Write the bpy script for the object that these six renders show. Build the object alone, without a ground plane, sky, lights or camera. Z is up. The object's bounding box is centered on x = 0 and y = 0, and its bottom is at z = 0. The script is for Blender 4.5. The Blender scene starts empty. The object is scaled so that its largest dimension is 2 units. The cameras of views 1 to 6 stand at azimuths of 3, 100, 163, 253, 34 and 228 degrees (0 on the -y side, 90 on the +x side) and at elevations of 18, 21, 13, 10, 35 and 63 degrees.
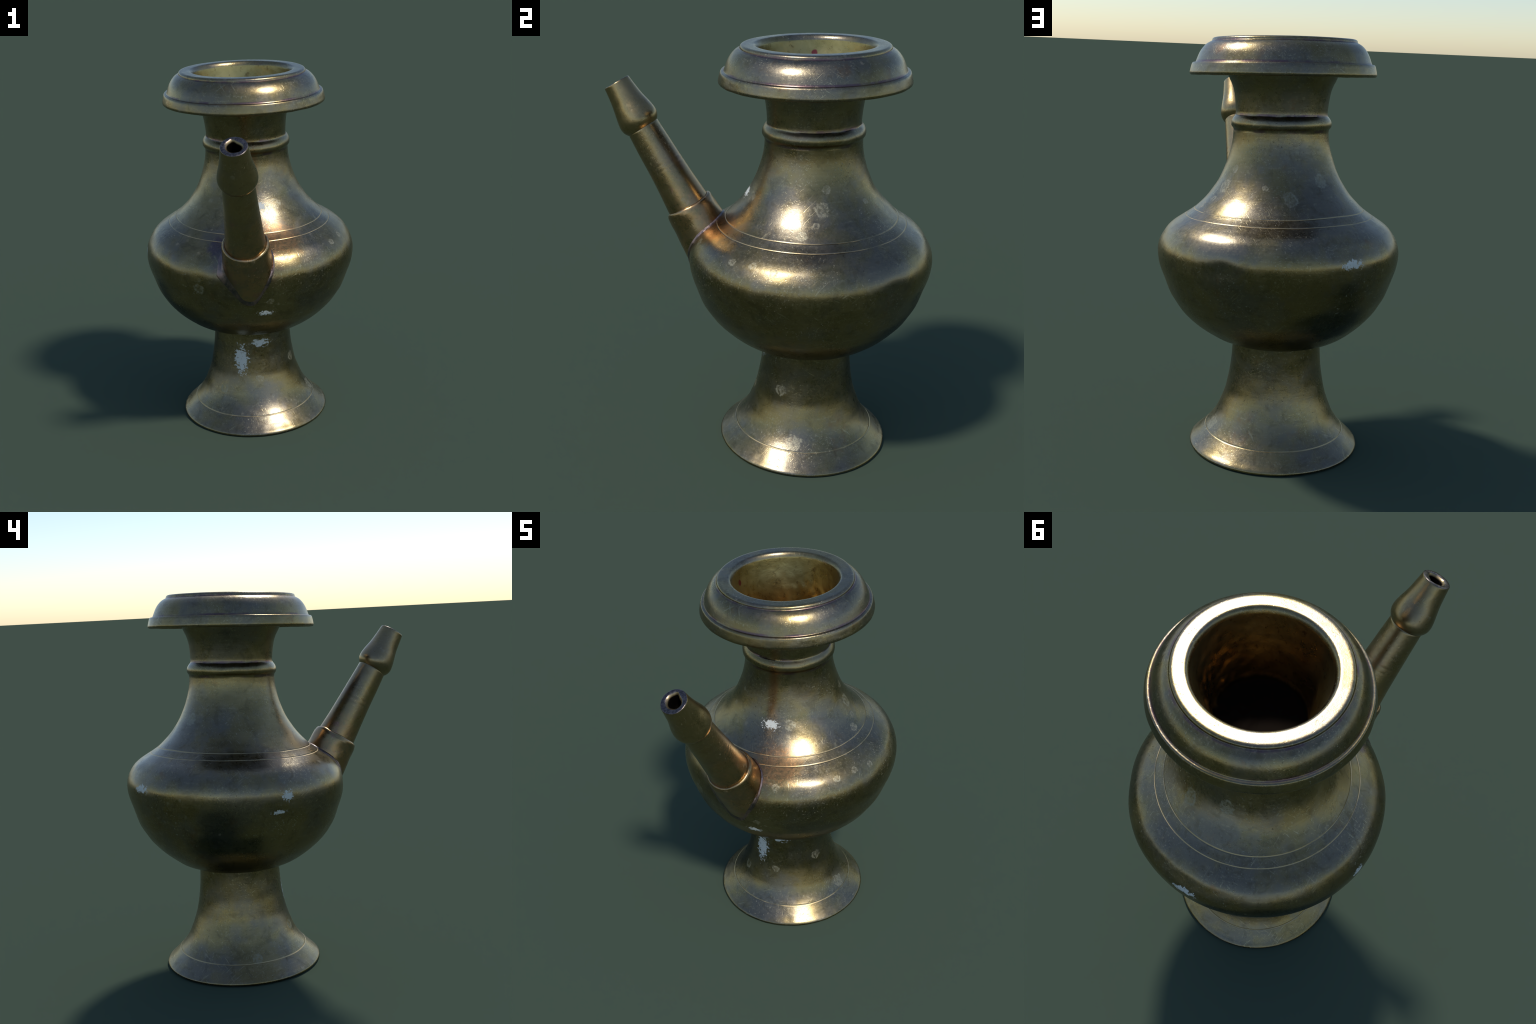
import bpy, bmesh, math, random
import numpy as np
from mathutils import Vector, noise as mnoise

random.seed(7)

# ------------------------------------------------------------------ frame
# The pot leans a little: its axis drifts with height and every turned ring
# is tipped by the same small slope.
TX, TY = -0.014, 0.040
TIP_LO, TIP_HI = 0.35, 0.95                 # the foot stands flat, the rest is tipped
CX = (-0.0115, -0.00921, 0.03263, -0.01242)             # axis: c0 + c1 z + c2 z^2 + c3 z^3
CY = (0.2238, -0.0072, 4e-05, -0.00294)


def curve(c, w):
    return c[0] + w * (c[1] + w * (c[2] + w * c[3]))


def tipped(z):
    t = min(1.0, max(0.0, (z - TIP_LO) / (TIP_HI - TIP_LO)))
    return t * t * (3 - 2 * t)


def to_world(x, y, z):
    w = z + tipped(z) * (TX * x + TY * y)
    return (x + curve(CX, w), y + curve(CY, w), w)


def to_local(p):
    w = p[2]
    x = p[0] - curve(CX, w)
    y = p[1] - curve(CY, w)
    return x, y, w - tipped(w) * (TX * x + TY * y)


# ------------------------------------------------------------------ profile
def spline(pts, step=0.006):
    """Centripetal Catmull-Rom through (r, z) control points."""
    P = [np.array(p, float) for p in pts]
    if len(P) == 2:
        n = max(1, int(np.linalg.norm(P[1] - P[0]) / step))
        return [P[0] + (P[1] - P[0]) * i / n for i in range(n + 1)]
    P = [2 * P[0] - P[1]] + P + [2 * P[-1] - P[-2]]
    out = []
    for i in range(1, len(P) - 2):
        p0, p1, p2, p3 = P[i - 1:i + 3]
        t0 = 0.0
        t1 = t0 + max(np.linalg.norm(p1 - p0), 1e-6) ** 0.5
        t2 = t1 + max(np.linalg.norm(p2 - p1), 1e-6) ** 0.5
        t3 = t2 + max(np.linalg.norm(p3 - p2), 1e-6) ** 0.5
        n = max(2, int(np.linalg.norm(p2 - p1) / step))
        for k in range(n):
            t = t1 + (t2 - t1) * k / n
            a1 = (t1 - t) / (t1 - t0) * p0 + (t - t0) / (t1 - t0) * p1
            a2 = (t2 - t) / (t2 - t1) * p1 + (t - t1) / (t2 - t1) * p2
            a3 = (t3 - t) / (t3 - t2) * p2 + (t - t2) / (t3 - t2) * p3
            b1 = (t2 - t) / (t2 - t0) * a1 + (t - t0) / (t2 - t0) * a2
            b2 = (t3 - t) / (t3 - t1) * a2 + (t - t1) / (t3 - t1) * a3
            out.append((t2 - t) / (t2 - t1) * b1 + (t - t1) / (t2 - t1) * b2)
    out.append(P[-2])
    return out


SHOULDER_LINES = ((0.4065, 0.0011), (0.4475, 0.0012))     # radius, depth of the turned lines
FOOT_LINE = (0.345, 0.0010)

# each section: (part, list of runs); runs meet at crisp corners
SECTIONS = [
    ("inner_wall", [
        [(0.0, 1.612), (0.06, 1.613), (0.12, 1.616), (0.160, 1.622), (0.182, 1.634), (0.190, 1.650), (0.194, 1.672), (0.200, 1.710),
         (0.217, 1.785), (0.238, 1.860), (0.253, 1.920), (0.2615, 1.9640)],
    ]),
    ("rim", [
        [(0.2615, 1.9640), (0.2645, 1.9720), (0.2700, 1.9800), (0.2755, 1.9845), (0.2820, 1.9860)],
        [(0.2820, 1.9860), (0.322, 1.9862)],
        [(0.322, 1.9862), (0.3290, 1.9852), (0.3345, 1.9820), (0.3375, 1.977), (0.3385, 1.9715)],
        [(0.3385, 1.9715), (0.3415, 1.9685), (0.3465, 1.9665)],
        [(0.3465, 1.9665), (0.3625, 1.9565), (0.3780, 1.9405), (0.3905, 1.9220), (0.4005, 1.9000), (0.4065, 1.8840), (0.4095, 1.8765)],
        [(0.4095, 1.8765), (0.4115, 1.8735), (0.4160, 1.8725)],
        [(0.4160, 1.8725), (0.4215, 1.8720), (0.4255, 1.8685), (0.4290, 1.8590), (0.4325, 1.8450), (0.4355, 1.8315), (0.4360, 1.8255),
         (0.4340, 1.8190), (0.4285, 1.8155)],
        [(0.4285, 1.8155), (0.4215, 1.8160), (0.4165, 1.8195)],
        [(0.4165, 1.8195), (0.4125, 1.840), (0.4030, 1.865), (0.3860, 1.893), (0.3600, 1.918), (0.3300, 1.931), (0.3050, 1.928)],
    ]),
    ("neck", [
        [(0.3050, 1.928), (0.2920, 1.905), (0.2760, 1.865), (0.2600, 1.8240), (0.2500, 1.800), (0.2375, 1.775), (0.2275, 1.745), (0.2215, 1.710), (0.2180, 1.675), (0.2165, 1.648), (0.2180, 1.6360)],
    ]),
    ("neck_ring", [
        [(0.2180, 1.6360), (0.2215, 1.6310), (0.2275, 1.6235), (0.2330, 1.6145), (0.2365, 1.6045), (0.2375, 1.5950), (0.2365, 1.5865), (0.2325, 1.5790), (0.2275, 1.5725), (0.2258, 1.5660)],
    ]),
    ("body", [
        [(0.2258, 1.5660), (0.2260, 1.555), (0.2275, 1.530), (0.2315, 1.500), (0.2405, 1.460), (0.2525, 1.420), (0.2680, 1.379),
         (0.2875, 1.338), (0.3125, 1.298), (0.3440, 1.256), (0.3845, 1.214), (0.4130, 1.189), (0.4440, 1.1670), (0.4780, 1.1450),
         (0.5080, 1.1250), (0.5330, 1.1030), (0.5510, 1.0790), (0.5640, 1.0570), (0.5730, 1.0350), (0.5785, 1.0120),
         (0.5800, 0.990), (0.5785, 0.966), (0.5740, 0.937), (0.5650, 0.905), (0.5535, 0.872), (0.5400, 0.832),
         (0.5240, 0.790), (0.5040, 0.755), (0.4800, 0.718), (0.4520, 0.685), (0.4160, 0.649), (0.3710, 0.6125),
         (0.3300, 0.5850), (0.2850, 0.5640), (0.2480, 0.5510), (0.2165, 0.5430)],
    ]),
    ("foot", [
        [(0.2165, 0.5430), (0.2163, 0.520), (0.2175, 0.488), (0.2210, 0.440), (0.2260, 0.395), (0.2315, 0.360), (0.2385, 0.322),
         (0.2470, 0.283), (0.2605, 0.241), (0.2770, 0.198), (0.2880, 0.172), (0.3020, 0.146), (0.3210, 0.118), (0.3450, 0.0890),
         (0.3720, 0.0610), (0.3990, 0.0345), (0.4130, 0.0220), (0.4190, 0.0150), (0.4205, 0.0095), (0.4190, 0.0040)],
        [(0.4190, 0.0040), (0.4140, 0.0012), (0.4060, 0.0020)],
        [(0.4060, 0.0020), (0.4030, 0.0120), (0.387, 0.0330), (0.361, 0.0600), (0.334, 0.0870), (0.309, 0.115), (0.290, 0.142), (0.274, 0.170),
         (0.248, 0.235), (0.228, 0.320), (0.212, 0.420), (0.206, 0.500), (0.204, 0.522), (0.150, 0.535), (0.0, 0.540)],
    ]),
]

SEGS = 400


def groove(r, z, part):
    """Turned lines: a tiny notch pressed along the surface normal."""
    d = 0.0
    if part == "body" and z > 1.12:
        for rr, dep in SHOULDER_LINES:
            d += dep * math.exp(-((r - rr) / 0.0018) ** 2)
    if part == "foot" and z < 0.14 and r > 0.3:
        d += FOOT_LINE[1] * math.exp(-((r - FOOT_LINE[0]) / 0.0018) ** 2)
    return d


def build_profile():
    prof = []           # (r, z, part, corner)
    for part, runs in SECTIONS:
        for run in runs:
            step = 0.006
            pts = spline(run, step)
            # refine around turned lines
            fine = []
            for a, b in zip(pts[:-1], pts[1:]):
                near = (part == "body" and a[1] > 1.12 and any(min(abs(a[0] - q[0]), abs(b[0] - q[0])) < 0.009 for q in SHOULDER_LINES)) or \
                       (part == "foot" and a[1] < 0.14 and abs(a[0] - FOOT_LINE[0]) < 0.010)
                n = 5 if near else 1
                for k in range(n):
                    fine.append(a + (b - a) * k / n)
            fine.append(pts[-1])
            for i, p in enumerate(fine):
                if prof and i == 0:
                    prof[-1][3] = True
                    continue
                prof.append([float(p[0]), float(p[1]), part, False])
    return prof


PROFILE = build_profile()
_outer = [(q[1], q[0]) for q in PROFILE if q[2] in ("body", "neck_ring", "neck")]
_outer.sort()
_oz = np.array([a for a, b in _outer]); _or = np.array([b for a, b in _outer])


def outer_radius(z):
    return float(np.interp(z, _oz, _or))


DENTS = [  # local angle, z, angular width, height, depth (+ in, - out)
    (0.84, 0.975, 0.14, 0.055, 0.012),
    (-2.00, 1.000, 0.16, 0.045, 0.004),
    (2.00, 1.225, 0.34, 0.060, -0.007),
    (1.90, 1.065, 0.32, 0.035, 0.005),
]


def wobble(theta, r, z, part):
    """Hand-beaten unevenness, a few dents, in metres along the normal."""
    c, s = math.cos(theta), math.sin(theta)
    amp = {"inner_wall": 0.0, "rim": 0.0009, "neck": 0.0011, "neck_ring": 0.0009, "body": 0.0024, "foot": 0.0016}[part]
    if part == "inner_wall":
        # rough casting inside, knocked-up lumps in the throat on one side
        lump = mnoise.noise(Vector((c * r * 26, s * r * 26, z * 30))) * 0.004
        side = max(0.0, math.cos(theta - 0.75)) ** 1.5 * math.exp(-((z - 1.70) / 0.13) ** 2)
        d = mnoise.noise(Vector((c * r * 6, s * r * 6, z * 6))) * 0.002
        return d + 0.010 * side + lump * (0.12 + 2.6 * side)
    d = amp * mnoise.noise(Vector((c * r * 3.5 + 11, s * r * 3.5, z * 4.5)))
    d += 0.5 * amp * mnoise.noise(Vector((c * r * 11 + 3, s * r * 11, z * 14)))
    if part == "neck_ring":
        d += 0.0022 * mnoise.noise(Vector((c * 2.6, s * 2.6, z * 16)))
    if part == "body":
        for a, zz, aw, zw, dep in DENTS:
            da = (theta - a + math.pi) % (2 * math.pi) - math.pi
            if abs(da) < 3.5 * aw and abs(z - zz) < 3.5 * zw:
                d -= dep * math.exp(-(da / aw) ** 2 - ((z - zz) / zw) ** 2)
    if part == "foot" and z < 0.05 and r > 0.38:
        d += 0.0007 * mnoise.noise(Vector((c * 9, s * 9, 4.0)))
    if part == "rim" and 1.80 < z < 1.85:
        d += 0.0012 * mnoise.noise(Vector((c * 8, s * 8, 9.0)))
    return d


# ------------------------------------------------------------------ lathe
def lathe():
    n = len(PROFILE)
    rz = np.array([(q[0], q[1]) for q in PROFILE])
    tang = np.gradient(rz, axis=0)
    ln = np.linalg.norm(tang, axis=1, keepdims=True); ln[ln == 0] = 1
    tang = tang / ln
    # path runs inside-bottom -> up -> over the rim -> down outside -> under the foot
    nor = np.stack([-tang[:, 1], tang[:, 0]], 1)
    verts, rings = [], []
    for i, (r, z, part, corner) in enumerate(PROFILE):
        if r < 1e-6:
            rings.append([len(verts)])
            verts.append(to_world(0, 0, z))
            continue
        ids = []
        g = groove(r, z, part)
        for k in range(SEGS):
            t = 2 * math.pi * k / SEGS
            fade = min(1.0, i / 6.0, (n - 1 - i) / 6.0)
            d = (wobble(t, r, z, part) - g) * fade
            rr = r + nor[i, 0] * d
            zz = z + nor[i, 1] * d
            ids.append(len(verts))
            verts.append(to_world(rr * math.cos(t), rr * math.sin(t), zz))
        rings.append(ids)
    faces, fpart = [], []
    for i in range(n - 1):
        a, b = rings[i], rings[i + 1]
        part = PROFILE[i + 1][2]
        if len(a) == 1:
            for k in range(SEGS):
                faces.append((a[0], b[k], b[(k + 1) % SEGS])); fpart.append(part)
        elif len(b) == 1:
            for k in range(SEGS):
                faces.append((b[0], a[(k + 1) % SEGS], a[k])); fpart.append(part)
        else:
            for k in range(SEGS):
                j = (k + 1) % SEGS
                faces.append((a[k], b[k], b[j], a[j])); fpart.append(part)
    return verts, faces, fpart


def mesh_from(name, verts, faces):
    me = bpy.data.meshes.new(name)
    me.from_pydata([tuple(v) for v in verts], [], faces)
    me.validate()
    me.update()
    return me


def outward(me):
    bm = bmesh.new(); bm.from_mesh(me)
    bmesh.ops.recalc_face_normals(bm, faces=bm.faces)
    bm.to_mesh(me); bm.free()


def link(obj, parent=None):
    bpy.context.scene.collection.objects.link(obj)
    if parent is not None:
        obj.parent = parent
    return obj


def smooth(me, angle=None):
    me.polygons.foreach_set("use_smooth", [True] * len(me.polygons))
    if angle is not None:
        me.set_sharp_from_angle(angle=math.radians(angle))


def split_parts(me, fpart, names):
    """Cut one finished surface into named objects that keep its shading normals."""
    cn = np.empty(len(me.loops) * 3, np.float32)
    me.corner_normals.foreach_get("vector", cn)
    cn = cn.reshape(-1, 3)
    co = np.empty(len(me.vertices) * 3, np.float32)
    me.vertices.foreach_get("co", co); co = co.reshape(-1, 3)
    out = {}
    for nm in names:
        remap, vs, fs, ns = {}, [], [], []
        for p in me.polygons:
            if fpart[p.index] != nm:
                continue
            f = []
            for li in p.loop_indices:
                v = me.loops[li].vertex_index
                if v not in remap:
                    remap[v] = len(vs); vs.append(co[v])
                f.append(remap[v]); ns.append(cn[li])
            fs.append(f)
        m = bpy.data.meshes.new(nm)
        m.from_pydata([tuple(map(float, v)) for v in vs], [], fs)
        m.update()
        m.polygons.foreach_set("use_smooth", [True] * len(m.polygons))
        m.normals_split_custom_set([tuple(map(float, v)) for v in ns])
        out[nm] = bpy.data.objects.new(nm, m)
    return out


# ------------------------------------------------------------------ spout frame
TIP = Vector((0.0120, -0.7415, 1.7490))
ROOT = Vector((0.0165, -0.3890, 1.1890))
AXIS = (ROOT - TIP).normalized()            # tip -> root
SIDE = AXIS.cross(Vector((0, 0, 1))).normalized()
UP = SIDE.cross(AXIS).normalized()
COLLAR_S = (ROOT - TIP).length


# ------------------------------------------------------------------ materials
class Nodes:
    def __init__(self, name):
        self.mat = bpy.data.materials.new(name)
        self.mat.use_nodes = True
        self.t = self.mat.node_tree
        self.t.nodes.clear()
        self.out = self.t.nodes.new("ShaderNodeOutputMaterial")
        self.bsdf = self.t.nodes.new("ShaderNodeBsdfPrincipled")
        self.t.links.new(self.bsdf.outputs[0], self.out.inputs[0])
        self.pos = self.t.nodes.new("ShaderNodeTexCoord").outputs["Object"]

    def _set(self, sock, v):
        if isinstance(v, bpy.types.NodeSocket):
            self.t.links.new(v, sock)
        else:
            sock.default_value = v

    def math(self, op, a, b=0.0, c=None, clamp=False):
        n = self.t.nodes.new("ShaderNodeMath"); n.operation = op; n.use_clamp = clamp
        self._set(n.inputs[0], a); self._set(n.inputs[1], b)
        if c is not None:
            self._set(n.inputs[2], c)
        return n.outputs[0]

    def vmath(self, op, a, b=None):
        n = self.t.nodes.new("ShaderNodeVectorMath"); n.operation = op
        self._set(n.inputs[0], a)
        if b is not None:
            self._set(n.inputs[1], b)
        return n.outputs["Value"] if op in ("LENGTH", "DOT_PRODUCT", "DISTANCE") else n.outputs["Vector"]

    def combine(self, x, y, z):
        n = self.t.nodes.new("ShaderNodeCombineXYZ")
        for s, v in zip(n.inputs, (x, y, z)):
            self._set(s, v)
        return n.outputs[0]

    def noise(self, scale, detail=3.0, rough=0.55, vec=None, distort=0.0, seed=0.0):
        n = self.t.nodes.new("ShaderNodeTexNoise")
        v = self.pos if vec is None else vec
        if seed:
            v = self.vmath("ADD", v, (seed, seed * 1.7, seed * 0.6))
        self._set(n.inputs["Vector"], v)
        n.inputs["Scale"].default_value = scale
        n.inputs["Detail"].default_value = detail
        n.inputs["Roughness"].default_value = rough
        n.inputs["Distortion"].default_value = distort
        return n.outputs["Fac"]

    def voronoi(self, scale, vec=None, feature="F1", rand=1.0):
        n = self.t.nodes.new("ShaderNodeTexVoronoi"); n.feature = feature
        self._set(n.inputs["Vector"], self.pos if vec is None else vec)
        n.inputs["Scale"].default_value = scale
        n.inputs["Randomness"].default_value = rand
        return n

    def step(self, v, lo, hi, a=0.0, b=1.0):
        n = self.t.nodes.new("ShaderNodeMapRange"); n.interpolation_type = "SMOOTHSTEP"
        self._set(n.inputs["Value"], v)
        for nm, x in (("From Min", lo), ("From Max", hi), ("To Min", a), ("To Max", b)):
            self._set(n.inputs[nm], x)
        return n.outputs["Result"]

    def mix(self, f, a, b):
        n = self.t.nodes.new("ShaderNodeMix"); n.data_type = "RGBA"
        self._set(n.inputs[0], f)
        for s, v in ((n.inputs[6], a), (n.inputs[7], b)):
            self._set(s, (*v, 1.0) if isinstance(v, tuple) and len(v) == 3 else v)
        return n.outputs[2]

    def mixf(self, f, a, b):
        n = self.t.nodes.new("ShaderNodeMix"); n.data_type = "FLOAT"
        self._set(n.inputs[0], f); self._set(n.inputs[2], a); self._set(n.inputs[3], b)
        return n.outputs[0]

    def bump(self, h, strength, dist):
        n = self.t.nodes.new("ShaderNodeBump")
        n.inputs["Strength"].default_value = strength
        n.inputs["Distance"].default_value = dist
        self._set(n.inputs["Height"], h)
        self.t.links.new(n.outputs[0], self.bsdf.inputs["Normal"])

    def linear(self, a, c):
        return self.math("ADD", self.vmath("DOT_PRODUCT", self.pos, a), c)

    def local(self):
        """The leaning pot's own upright coordinates."""
        sep = self.t.nodes.new("ShaderNodeSeparateXYZ")
        self._set(sep.inputs[0], self.pos)
        X, Y, Z = sep.outputs

        def centre(c):
            v = self.math("MULTIPLY_ADD", Z, c[3], c[2])
            v = self.math("MULTIPLY_ADD", Z, v, c[1])
            return self.math("MULTIPLY_ADD", Z, v, c[0])
        x = self.math("SUBTRACT", X, centre(CX))
        y = self.math("SUBTRACT", Y, centre(CY))
        lean = self.math("ADD", self.math("MULTIPLY", x, TX), self.math("MULTIPLY", y, TY))
        z = self.math("SUBTRACT", Z, self.math("MULTIPLY", lean, self.step(Z, TIP_LO, TIP_HI)))
        r = self.math("SQRT", self.math("ADD", self.math("MULTIPLY", x, x), self.math("MULTIPLY", y, y)))
        return x, y, z, r

    def ellipsoid(self, c, radius, wob=None):
        """1 inside a rough-edged blob around c (world), 0 outside."""
        rad = radius if isinstance(radius, tuple) else (radius,) * 3
        v = self.vmath("SUBTRACT", self.pos, c)
        v = self.vmath("DIVIDE", v, rad)
        d = self.vmath("LENGTH", v)
        if wob is not None:
            d = self.math("ADD", d, wob)
        return d

    def finish(self, col, rough, metal):
        self._set(self.bsdf.inputs["Base Color"], col)
        self._set(self.bsdf.inputs["Roughness"], rough)
        self._set(self.bsdf.inputs["Metallic"], metal)
        return self.mat


PAINT = [   # white paint flecks: angle, z, (radii x y z)
    (-1.80, 0.385, (0.037, 0.06, 0.080)), (-1.32, 0.482, (0.048, 0.05, 0.022)), (-1.37, 0.800, (0.040, 0.05, 0.014)),
    (-1.34, 1.312, (0.040, 0.04, 0.022)), (1.89, 1.013, (0.046, 0.05, 0.020)), (-2.97, 1.000, (0.04, 0.028, 0.028)),
    (-3.04, 0.920, (0.03, 0.035, 0.010)),
]
STAINS = [  # dull mineral spots: angle, z, radius
    (0.29, 1.313, 0.036), (0.39, 1.394, 0.020), (0.04, 1.219, 0.024), (-0.56, 1.106, 0.021), (-0.35, 1.112, 0.021),
    (0.21, 1.256, 0.016), (1.44, 1.275, 0.040), (2.01, 1.348, 0.036), (-1.01, 1.313, 0.030), (-1.33, 0.875, 0.020),
    (-2.00, 0.941, 0.030), (0.01, 0.123, 0.040), (-0.36, 0.345, 0.030), (3.09, 0.106, 0.030), (-1.38, 0.275, 0.022),
    (-2.20, 0.210, 0.028), (1.07, 1.318, 0.016), (-0.15, 1.10, 0.020), (-1.15, 1.10, 0.020),
]


def on_surface(angle, z):
    r = outer_radius(z) if z > 0.54 else FOOT_R(z)
    return to_world(r * math.cos(angle), r * math.sin(angle), z)


def FOOT_R(z):
    pts = [(p[1], p[0]) for p in SECTIONS[-1][1][0]]
    pts.sort()
    return float(np.interp(z, [a for a, b in pts], [b for a, b in pts]))


BRASS = (0.310, 0.238, 0.115)
PALE = (0.440, 0.375, 0.225)
TARNISH = (0.176, 0.160, 0.138)
OLIVE = (0.236, 0.178, 0.080)
GLARE_ORANGE = (0.430, 0.215, 0.090)
MAROON = (0.230, 0.115, 0.100)
STAIN = (0.330, 0.315, 0.230)
WHITE = (0.56, 0.57, 0.53)


def aged_brass(name, lathe=True, base_shift=0.0, copper=0.0, rough=0.30):
    """Turned brass gone dull: patchy tarnish, turning marks, pits, mineral spots, paint."""
    n = Nodes(name)
    x, y, z, r = n.local()
    # --- broad patches
    big = n.noise(2.6, 3, 0.55, seed=3.1)
    mid = n.noise(9.0, 4, 0.6, seed=7.7, distort=0.6)
    streak_vec = n.combine(n.math("MULTIPLY", x, 5.0), n.math("MULTIPLY", y, 5.0), n.math("MULTIPLY", z, 95.0))
    streak = n.noise(1.0, 4, 0.65, vec=streak_vec)
    fine = n.noise(75.0, 5, 0.7, seed=1.9)
    grit = n.noise(190.0, 3, 0.6, seed=5.3)
    t = n.math("ADD", n.math("MULTIPLY", big, 0.9), n.math("MULTIPLY", mid, 0.5))
    t = n.math("ADD", t, n.math("MULTIPLY", streak, 0.16))
    col = n.mix(n.step(t, 0.60 + base_shift, 0.95 + base_shift), OLIVE, BRASS)
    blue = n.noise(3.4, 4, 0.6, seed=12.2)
    if lathe:   # grey-blue sky reflection tinted into the upward-facing shoulder, rim slope and foot flange
        sky_tint = n.math("MULTIPLY", n.step(z, 1.015, 1.10), n.step(z, 1.46, 1.32))
        sky_tint = n.math("MAXIMUM", sky_tint, n.math("MULTIPLY", n.step(z, 1.865, 1.89), n.step(r, 0.335, 0.350)))
        sky_tint = n.math("MAXIMUM", sky_tint, n.math("MULTIPLY", n.step(z, 0.16, 0.07), 0.7))
        blue = n.math("ADD", blue, n.math("MULTIPLY", sky_tint, 0.045))
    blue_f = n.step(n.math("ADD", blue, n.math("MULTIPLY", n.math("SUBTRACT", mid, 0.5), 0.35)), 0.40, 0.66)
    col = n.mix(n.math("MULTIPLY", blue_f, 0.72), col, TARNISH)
    # --- bright rubbed grain and dark pits
    rub = n.step(n.math("ADD", n.math("MULTIPLY", fine, 0.7), n.math("MULTIPLY", streak, 0.45)), 0.60, 0.80)
    col = n.mix(n.math("MULTIPLY", rub, 0.45), col, PALE)
    area = n.step(n.noise(5.0, 2, 0.5, seed=21.0), 0.42, 0.66)
    speck = n.math("MULTIPLY", n.step(n.noise(120.0, 2, 0.5, seed=9.1), 0.63, 0.70), area)
    col = n.mix(n.math("MULTIPLY", speck, 0.65), col, STAIN)
    pit = n.math("MULTIPLY", n.step(n.noise(105.0, 3, 0.6, seed=14.0), 0.62, 0.72), n.step(n.noise(6.0, 2, 0.5, seed=31.0), 0.45, 0.62))
    col = n.mix(n.math("MULTIPLY", pit, 0.7), col, (0.060, 0.042, 0.020))
    # --- fine scratches in two lays
    scr = None
    for k, (v, sd) in enumerate((((0.82, 0.31, 0.48), 3.0), ((-0.45, 0.62, 0.64), 8.0), ((0.20, -0.85, 0.49), 13.0))):
        a = Vector(v).normalized(); b = a.cross(Vector((0.3, 0.2, 0.93))).normalized(); c = a.cross(b)
        vec = n.combine(n.math("MULTIPLY", n.vmath("DOT_PRODUCT", n.pos, tuple(a)), 9.0),
                        n.math("MULTIPLY", n.vmath("DOT_PRODUCT", n.pos, tuple(b)), 130.0),
                        n.math("MULTIPLY", n.vmath("DOT_PRODUCT", n.pos, tuple(c)), 130.0))
        m = n.step(n.noise(1.0, 1, 0.5, vec=vec, seed=sd), 0.66, 0.74)
        scr = m if scr is None else n.math("MAXIMUM", scr, m)
    scr = n.math("MULTIPLY", scr, n.step(n.noise(4.0, 3, 0.6, seed=17.0), 0.42, 0.60))
    col = n.mix(n.math("MULTIPLY", scr, 0.55), col, PALE)
    cloud = n.noise(16.0, 5, 0.65, seed=27.0, distort=0.8)
    col = n.mix(n.math("MULTIPLY", n.step(cloud, 0.52, 0.66), 0.38), col, (0.120, 0.092, 0.050))
    brown = n.step(n.noise(7.0, 5, 0.65, seed=44.0), 0.60, 0.74)
    col = n.mix(n.math("MULTIPLY", brown, 0.45), col, (0.240, 0.120, 0.050))
    rgh = n.math("ADD", rough, n.math("MULTIPLY", n.math("SUBTRACT", mid, 0.5), 0.22))
    rgh = n.math("ADD", rgh, n.math("MULTIPLY", n.math("SUBTRACT", fine, 0.5), 0.22))
    metal = 1.0
    dull = speck
    edge = n.math("MULTIPLY", n.math("SUBTRACT", n.noise(34.0, 4, 0.65, seed=2.2), 0.5), 1.3)
    # --- sunlit spout's orange reflection painted beside its root, plus a maroon patch
    a = n.ellipsoid((0.19, -0.20, 1.16), (0.17, 0.14, 0.11), n.math("MULTIPLY", edge, 0.9))
    painted_glare = n.step(a, 1.0, 0.35)
    a2 = n.ellipsoid((0.02, -0.34, 1.08), (0.20, 0.16, 0.19), n.math("MULTIPLY", edge, 0.5))
    hot2 = n.step(a2, 1.0, 0.55)
    col = n.mix(n.math("MULTIPLY", hot2, n.step(mid, 0.40, 0.60, 0.10, 0.70 if lathe else 0.35)), col, MAROON)
    bruise = n.ellipsoid((-0.125, -0.235, 1.115), (0.085, 0.10, 0.075), edge)
    col = n.mix(n.math("MULTIPLY", n.step(bruise, 1.0, 0.45), 0.7), col, (0.120, 0.092, 0.120))
    col = n.mix(n.math("MULTIPLY", painted_glare, n.step(fine, 0.36, 0.62, 0.35, 0.75)), col, GLARE_ORANGE)
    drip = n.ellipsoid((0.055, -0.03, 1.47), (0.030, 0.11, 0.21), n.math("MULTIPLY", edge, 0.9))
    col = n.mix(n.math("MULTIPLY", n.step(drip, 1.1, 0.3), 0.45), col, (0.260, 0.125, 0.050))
    if copper:
        col = n.mix(0.35, col, (0.420, 0.285, 0.130))
        cf = n.step(n.math("ADD", n.noise(8.0, 4, 0.6, seed=52.0), n.math("MULTIPLY", n.math("SUBTRACT", fine, 0.5), 0.5)), 0.42, 0.62)
        low = n.step(z, 1.60, 1.20)
        col = n.mix(n.math("MULTIPLY", n.math("MULTIPLY", cf, low), copper), col, (0.430, 0.260, 0.125))
        pk = n.math("MULTIPLY", n.step(n.noise(10.0, 3, 0.6, seed=61.0), 0.58, 0.70), 0.6)
        col = n.mix(n.math("MULTIPLY", n.math("MULTIPLY", pk, low), copper), col, (0.330, 0.130, 0.150))
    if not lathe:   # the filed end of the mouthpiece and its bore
        sx = n.linear(tuple(AXIS), -AXIS.dot(TIP))
        face = n.step(sx, 0.0030, 0.0015)
        col = n.mix(face, col, n.mix(n.step(fine, 0.42, 0.6), (0.105, 0.088, 0.086), (0.215, 0.175, 0.158)))
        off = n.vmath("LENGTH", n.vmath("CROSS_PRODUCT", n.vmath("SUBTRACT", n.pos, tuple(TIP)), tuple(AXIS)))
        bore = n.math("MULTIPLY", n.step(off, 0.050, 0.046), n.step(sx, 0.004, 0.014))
        col = n.mix(bore, col, (0.006, 0.005, 0.004))
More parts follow.
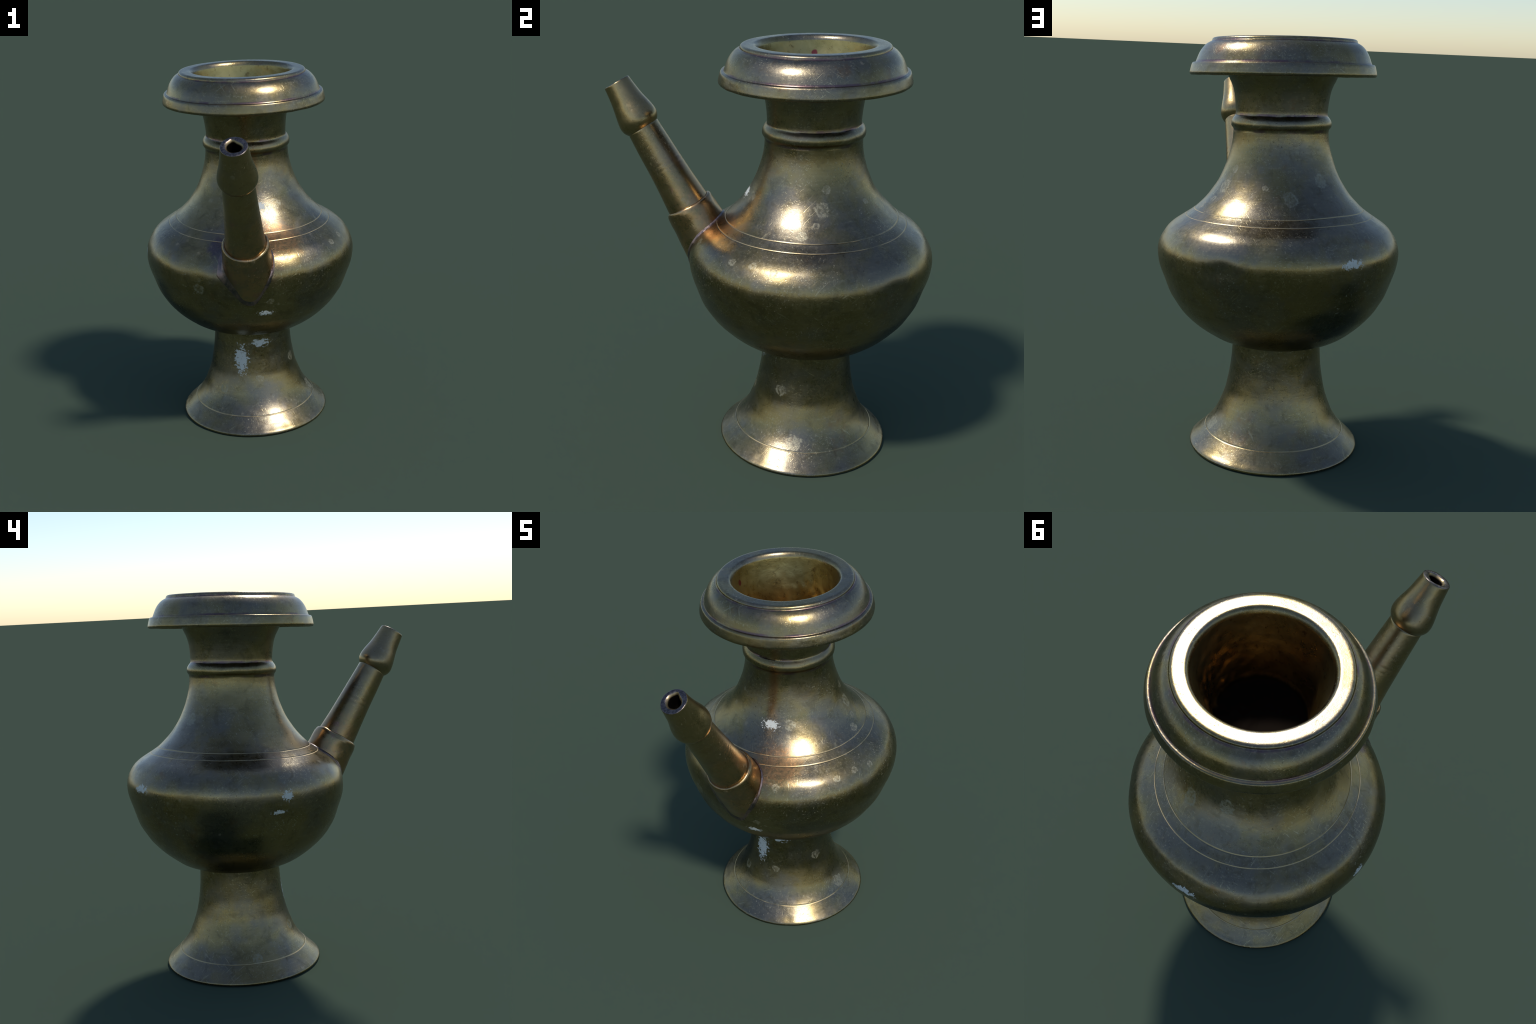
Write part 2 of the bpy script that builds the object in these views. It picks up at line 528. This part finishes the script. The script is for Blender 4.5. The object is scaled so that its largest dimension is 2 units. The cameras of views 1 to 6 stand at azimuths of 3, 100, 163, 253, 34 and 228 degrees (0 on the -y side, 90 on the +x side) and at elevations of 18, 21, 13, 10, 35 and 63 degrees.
        rgh = n.mixf(bore, rgh, 0.9)
    # --- turned lines, and dark lines along the rim and neck-ring creases
    line = None
    if lathe:
        for lo, hi, c0 in ((1.12, 1.24, SHOULDER_LINES[0][0]), (1.12, 1.24, SHOULDER_LINES[1][0]), (0.05, 0.14, FOOT_LINE[0])):
            d = n.math("ABSOLUTE", n.math("SUBTRACT", r, c0))
            m = n.math("MULTIPLY", n.step(d, 0.0024, 0.0010), n.step(n.math("ABSOLUTE", n.math("SUBTRACT", z, (lo + hi) / 2)), (hi - lo) / 2 + 0.005, (hi - lo) / 2))
            line = m if line is None else n.math("MAXIMUM", line, m)
        line = n.math("MULTIPLY", line, n.step(n.noise(5.0, 3, 0.6, seed=71.0), 0.36, 0.56, 0.18, 0.95))
        col = n.mix(line, col, (0.52, 0.40, 0.22))
        rgh = n.mixf(line, rgh, 0.48)
        seam = None
        for zc, rc in ((1.9700, 0.3415), (1.8750, 0.4095), (1.6385, 0.2180), (1.5680, 0.2262)):
            d = n.math("SQRT", n.math("ADD", n.math("POWER", n.math("SUBTRACT", z, zc), 2.0), n.math("POWER", n.math("SUBTRACT", r, rc), 2.0)))
            m = n.step(d, 0.0095, 0.0045)
            seam = m if seam is None else n.math("MAXIMUM", seam, m)
        seam = n.math("MULTIPLY", seam, n.step(n.noise(9.0, 4, 0.65, seed=81.0), 0.40, 0.60))
        col = n.mix(n.math("MULTIPLY", seam, 0.75), col, (0.150, 0.085, 0.100))
    # --- mineral spots: ring-edged, dull
    st = None
    for ang, zz, rad in STAINS:
        d = n.ellipsoid(on_surface(ang, zz), rad, n.math("MULTIPLY", edge, 1.0))
        ring = n.math("ADD", n.math("MULTIPLY", n.step(d, 1.05, 0.75), 0.48), n.math("MULTIPLY", n.step(n.math("ABSOLUTE", n.math("SUBTRACT", d, 0.80)), 0.22, 0.05), 0.20))
        st = ring if st is None else n.math("MAXIMUM", st, ring)
    vo = n.voronoi(17.0)
    pick = n.step(n.vmath("DOT_PRODUCT", vo.outputs["Color"], (1, 0, 0)), 0.80, 0.82)
    vd = n.math("ADD", vo.outputs["Distance"], n.math("MULTIPLY", edge, 0.22))
    small = n.math("MULTIPLY", n.step(vd, 0.22, 0.12), pick)
    st = n.math("MAXIMUM", st, n.math("MULTIPLY", small, 0.30))
    st = n.math("MULTIPLY", st, n.step(fine, 0.38, 0.62, 0.15, 1.0))
    col = n.mix(st, col, STAIN)
    dull = n.math("MAXIMUM", n.math("MULTIPLY", dull, 0.6), st)
    # --- flaked white paint
    pa = None
    flake = n.math("ADD", n.math("MULTIPLY", edge, 1.3), n.math("MULTIPLY", n.math("SUBTRACT", n.noise(85.0, 5, 0.75, seed=91.0), 0.50), 4.2))
    for ang, zz, rad in PAINT:
        d = n.ellipsoid(on_surface(ang, zz), rad, flake)
        m = n.step(d, 0.90, 0.78)
        pa = m if pa is None else n.math("MAXIMUM", pa, m)
    col = n.mix(pa, col, WHITE)
    rgh = n.mixf(dull, rgh, 0.55)
    rgh = n.mixf(pa, rgh, 0.70)
    metal = n.math("SUBTRACT", 1.0, n.math("MAXIMUM", n.math("MULTIPLY", dull, 0.45), pa))
    h = n.math("ADD", n.math("MULTIPLY", streak, 0.35), n.math("ADD", n.math("MULTIPLY", fine, 0.5), n.math("MULTIPLY", grit, 0.25)))
    h = n.math("ADD", h, n.math("MULTIPLY", n.math("MAXIMUM", st, pa), 0.6))
    h = n.math("SUBTRACT", h, n.math("ADD", pit, n.math("MULTIPLY", scr, 0.6)))
    n.bump(h, 0.13, 0.004)
    return n.finish(col, rgh, metal)


def old_solder(name):
    n = Nodes(name)
    a = n.noise(14.0, 5, 0.65, distort=0.4)
    b = n.noise(70.0, 3, 0.6, seed=3.0)
    col = n.mix(n.step(a, 0.40, 0.62), (0.110, 0.098, 0.098), (0.300, 0.205, 0.180))
    col = n.mix(n.math("MULTIPLY", n.step(b, 0.55, 0.68), 0.6), col, (0.300, 0.220, 0.200))
    n.bump(n.math("ADD", a, n.math("MULTIPLY", b, 0.5)), 0.25, 0.005)
    return n.finish(col, n.math("ADD", 0.26, n.math("MULTIPLY", b, 0.22)), 1.0)


def stained_inside(name):
    n = Nodes(name)
    x, y, z, r = n.local()
    a = n.noise(6.0, 5, 0.65, distort=0.5)
    b = n.noise(40.0, 4, 0.7, seed=4.0)
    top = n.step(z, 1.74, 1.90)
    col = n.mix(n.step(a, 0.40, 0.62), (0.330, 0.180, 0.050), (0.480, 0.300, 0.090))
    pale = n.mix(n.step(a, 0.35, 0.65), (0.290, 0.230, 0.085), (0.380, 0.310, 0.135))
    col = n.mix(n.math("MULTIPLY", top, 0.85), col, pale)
    col = n.mix(n.math("MULTIPLY", n.step(b, 0.56, 0.70), 0.6), col, (0.090, 0.045, 0.018))
    for c, rad in (((-0.238, 0.148, 1.910), 0.018), ((-0.215, 0.085, 1.890), 0.010)):
        col = n.mix(n.step(n.ellipsoid(c, rad, n.math("MULTIPLY", n.math("SUBTRACT", b, 0.5), 0.8)), 1.0, 0.7), col, (0.230, 0.050, 0.045))
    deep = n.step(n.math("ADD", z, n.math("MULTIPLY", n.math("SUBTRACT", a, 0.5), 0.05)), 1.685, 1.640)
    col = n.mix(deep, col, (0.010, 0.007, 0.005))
    rgh = n.math("ADD", 0.18, n.math("MULTIPLY", a, 0.22))
    n.bump(n.math("ADD", a, n.math("MULTIPLY", b, 0.4)), 0.30, 0.006)
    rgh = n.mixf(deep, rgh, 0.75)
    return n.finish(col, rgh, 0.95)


# ------------------------------------------------------------------ spout
def spout_point(s, phi, r):
    d = SIDE * math.cos(phi) + UP * math.sin(phi)
    return TIP + AXIS * s + d * r


def body_gap(p):
    x, y, z = to_local(p)
    return math.hypot(x, y) - outer_radius(z)


def tube_mesh(name, runs, segs=128, warp=None, close_end=False, end_fn=None):
    """Loft rings (s, r) along the spout axis; runs meet at crisp corners."""
    path = []
    for run in runs:
        pts = spline(run, 0.005)
        path += pts if not path else pts[1:]
    verts, faces = [], []
    for i, (s, r) in enumerate(path):
        for k in range(segs):
            phi = 2 * math.pi * k / segs
            ss, rr = (s, r) if warp is None else warp(s, r, phi)
            verts.append(tuple(spout_point(ss, phi, rr)))
    for i in range(len(path) - 1):
        for k in range(segs):
            j = (k + 1) % segs
            faces.append((i * segs + k, i * segs + j, (i + 1) * segs + j, (i + 1) * segs + k))
    if close_end:
        faces.append(tuple(range((len(path) - 1) * segs, len(path) * segs)))
    me = mesh_from(name, verts, faces)
    outward(me)
    smooth(me, 38)
    return me


def tip_warp(s, r, phi):
    # the bulb's lower edge runs a bit aslant; the bore is filed out of round
    ss = s
    if s > 0.12:
        ss = s - 0.003 * math.sin(phi) * min(1.0, (s - 0.12) / 0.08)
    d = 0.0012 * mnoise.noise(Vector((math.cos(phi) * 1.6, math.sin(phi) * 1.6, s * 12)))
    if r < 0.050:
        d += 0.0075 * math.exp(-((phi - 1.75) / 0.30) ** 2) + 0.0028 * math.cos(2 * phi + 0.9) + 0.0015 * math.cos(3 * phi)
    return ss, r + d


def stem_warp(s, r, phi):
    d = 0.0012 * mnoise.noise(Vector((math.cos(phi) * 1.3 + 5, math.sin(phi) * 1.3, s * 7)))
    for c in (0.432, 0.458):
        d -= 0.0008 * math.exp(-((s - c) / 0.0028) ** 2)
    if s < 0.30:
        s = s - 0.003 * math.sin(phi) * max(0.0, (0.30 - s) / 0.06)
    return s, r + d


# ------------------------------------------------------------------ build
pot = bpy.data.objects.new("brass_ewer", None)
pot.empty_display_size = 0.2
pot.location = (0, 0, 0)
pot["label"] = "aged brass ewer with flanged rim, straight spout and flared foot"
pot["category"] = "spouted jug"
link(pot)

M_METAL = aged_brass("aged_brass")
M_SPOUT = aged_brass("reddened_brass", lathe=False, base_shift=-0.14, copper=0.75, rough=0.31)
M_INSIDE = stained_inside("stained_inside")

verts, faces, fpart = lathe()
whole = bpy.data.meshes.new("whole")
whole.from_pydata(verts, [], faces)
whole.update()
outward(whole)
smooth(whole, 32)
parts = split_parts(whole, fpart, [p for p, _ in SECTIONS])
bpy.data.meshes.remove(whole)
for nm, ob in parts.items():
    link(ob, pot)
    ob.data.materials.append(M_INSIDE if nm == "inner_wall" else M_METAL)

tip_me = tube_mesh("mouthpiece", [
    [(0.075, 0.004), (0.073, 0.018), (0.062, 0.026), (0.020, 0.029)],
    [(0.020, 0.029), (0.008, 0.034), (0.0015, 0.0415)],
    [(0.0015, 0.0415), (0.0, 0.0445), (0.0, 0.0590)],
    [(0.0, 0.0590), (0.0008, 0.0620), (0.0040, 0.0640)],
    [(0.0040, 0.0640), (0.050, 0.0695), (0.100, 0.0775), (0.145, 0.0880), (0.175, 0.0940), (0.196, 0.0960), (0.213, 0.0940), (0.229, 0.0870), (0.239, 0.0795), (0.243, 0.0755)],
    [(0.243, 0.0755), (0.246, 0.070)],
], warp=tip_warp)

stem_me = tube_mesh("spout", [
    [(0.236, 0.070), (0.241, 0.0760), (0.246, 0.0780), (0.256, 0.0785), (0.34, 0.0830), (0.45, 0.0885), (0.56, 0.0955), (0.63, 0.1010), (0.67, 0.1045)],
], warp=stem_warp)
spout = link(bpy.data.objects.new("spout", stem_me), pot)
mouth = link(bpy.data.objects.new("mouthpiece", tip_me), spout)


def collar_radius(s):
    return float(np.interp(s, [COLLAR_S, COLLAR_S + 0.09, COLLAR_S + 0.22, COLLAR_S + 0.30], [0.1200, 0.1255, 0.1350, 0.138]))


def meet(phi):
    """Where the collar's wall runs into the pot."""
    s = COLLAR_S
    while s < COLLAR_S + 0.40 and body_gap(spout_point(s, phi, collar_radius(s))) > 0:
        s += 0.002
    return s


CSEG = 160
collar_rows, foot_s = [], [meet(2 * math.pi * k / CSEG) for k in range(CSEG)]
verts, faces = [], []
EDGE = [(0.006, 0.0990), (0.0005, 0.1045), (-0.0005, 0.1090), (0.0015, 0.1135), (0.0055, 0.1170), (0.0115, 0.1192), (0.018, 0.1203)]
NBODY = 26
for k in range(CSEG):
    phi = 2 * math.pi * k / CSEG
    wav = 0.009 * mnoise.noise(Vector((math.cos(phi) * 1.4, math.sin(phi) * 1.4, 3.3)))
    col = []
    for ds, r in EDGE:
        col.append(spout_point(COLLAR_S + ds + wav, phi, r))
    s0, s1 = COLLAR_S + 0.024 + wav, foot_s[k] + 0.012
    for i in range(NBODY + 1):
        s = s0 + (s1 - s0) * i / NBODY
        rr = collar_radius(s) + 0.0034 * mnoise.noise(Vector((math.cos(phi) * 2, math.sin(phi) * 2, s * 14)))
        col.append(spout_point(s, phi, rr))
    collar_rows.append(col)
NV = len(collar_rows[0])
for col in collar_rows:
    verts += [tuple(p) for p in col]
for k in range(CSEG):
    j = (k + 1) % CSEG
    for i in range(NV - 1):
        faces.append((k * NV + i, j * NV + i, j * NV + i + 1, k * NV + i + 1))
col_me = mesh_from("collar", verts, faces); outward(col_me); smooth(col_me, 50)
collar = link(bpy.data.objects.new("collar", col_me), spout)

# solder seam: an uneven fillet round the root, fat at the lower left
seam_v, seam_f = [], []
SEC = 8


def surface_snap(p, lift):
    x, y, z = to_local(p)
    r = outer_radius(z)
    h = 1e-3
    slope = (outer_radius(z + h) - outer_radius(z - h)) / (2 * h)
    nr, nz = 1 / math.hypot(1, slope), -slope / math.hypot(1, slope)
    gap = (math.hypot(x, y) - r) * nr
    a = math.atan2(y, x)
    rr = math.hypot(x, y) + nr * (lift - gap)
    zz = z + nz * (lift - gap)
    return Vector(to_world(rr * math.cos(a), rr * math.sin(a), zz))


for k in range(CSEG):
    phi = 2 * math.pi * k / CSEG
    s = foot_s[k]
    low = max(0.0, -math.sin(phi))
    left = max(0.0, math.cos(phi - math.radians(215))) ** 2
    nz = mnoise.noise(Vector((math.cos(phi) * 3.1, math.sin(phi) * 3.1, 1.7)))
    n2 = mnoise.noise(Vector((math.cos(phi) * 8.0, math.sin(phi) * 8.0, 4.1)))
    w = 0.009 + 0.010 * low + 0.026 * left + (0.008 * nz + 0.004 * n2) * (0.35 + low + left)
    w = max(0.006, w)
    hgt = 0.005 + 0.022 * low ** 1.5 + 0.012 * left
    a = spout_point(s - hgt, phi, collar_radius(s - hgt) - 0.001)
    out_dir = (SIDE * math.cos(phi) + UP * math.sin(phi))
    base = spout_point(s, phi, collar_radius(s))
    for i in range(SEC + 1):
        t = i / SEC
        q = base + out_dir * (w * t)
        lift = (0.0065 * (1 - t) ** 1.2 + 0.0022) if i < SEC else -0.003
        p = surface_snap(q, lift)
        if i == 0:
            p = a
        seam_v.append(tuple(p))
for k in range(CSEG):
    j = (k + 1) % CSEG
    for i in range(SEC):
        seam_f.append((k * (SEC + 1) + i, j * (SEC + 1) + i, j * (SEC + 1) + i + 1, k * (SEC + 1) + i + 1))
seam_me = mesh_from("solder_seam", seam_v, seam_f); outward(seam_me); smooth(seam_me, 50)
seam = link(bpy.data.objects.new("solder_seam", seam_me), spout)

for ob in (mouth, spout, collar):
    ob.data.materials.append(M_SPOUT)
seam.data.materials.append(old_solder("old_solder"))
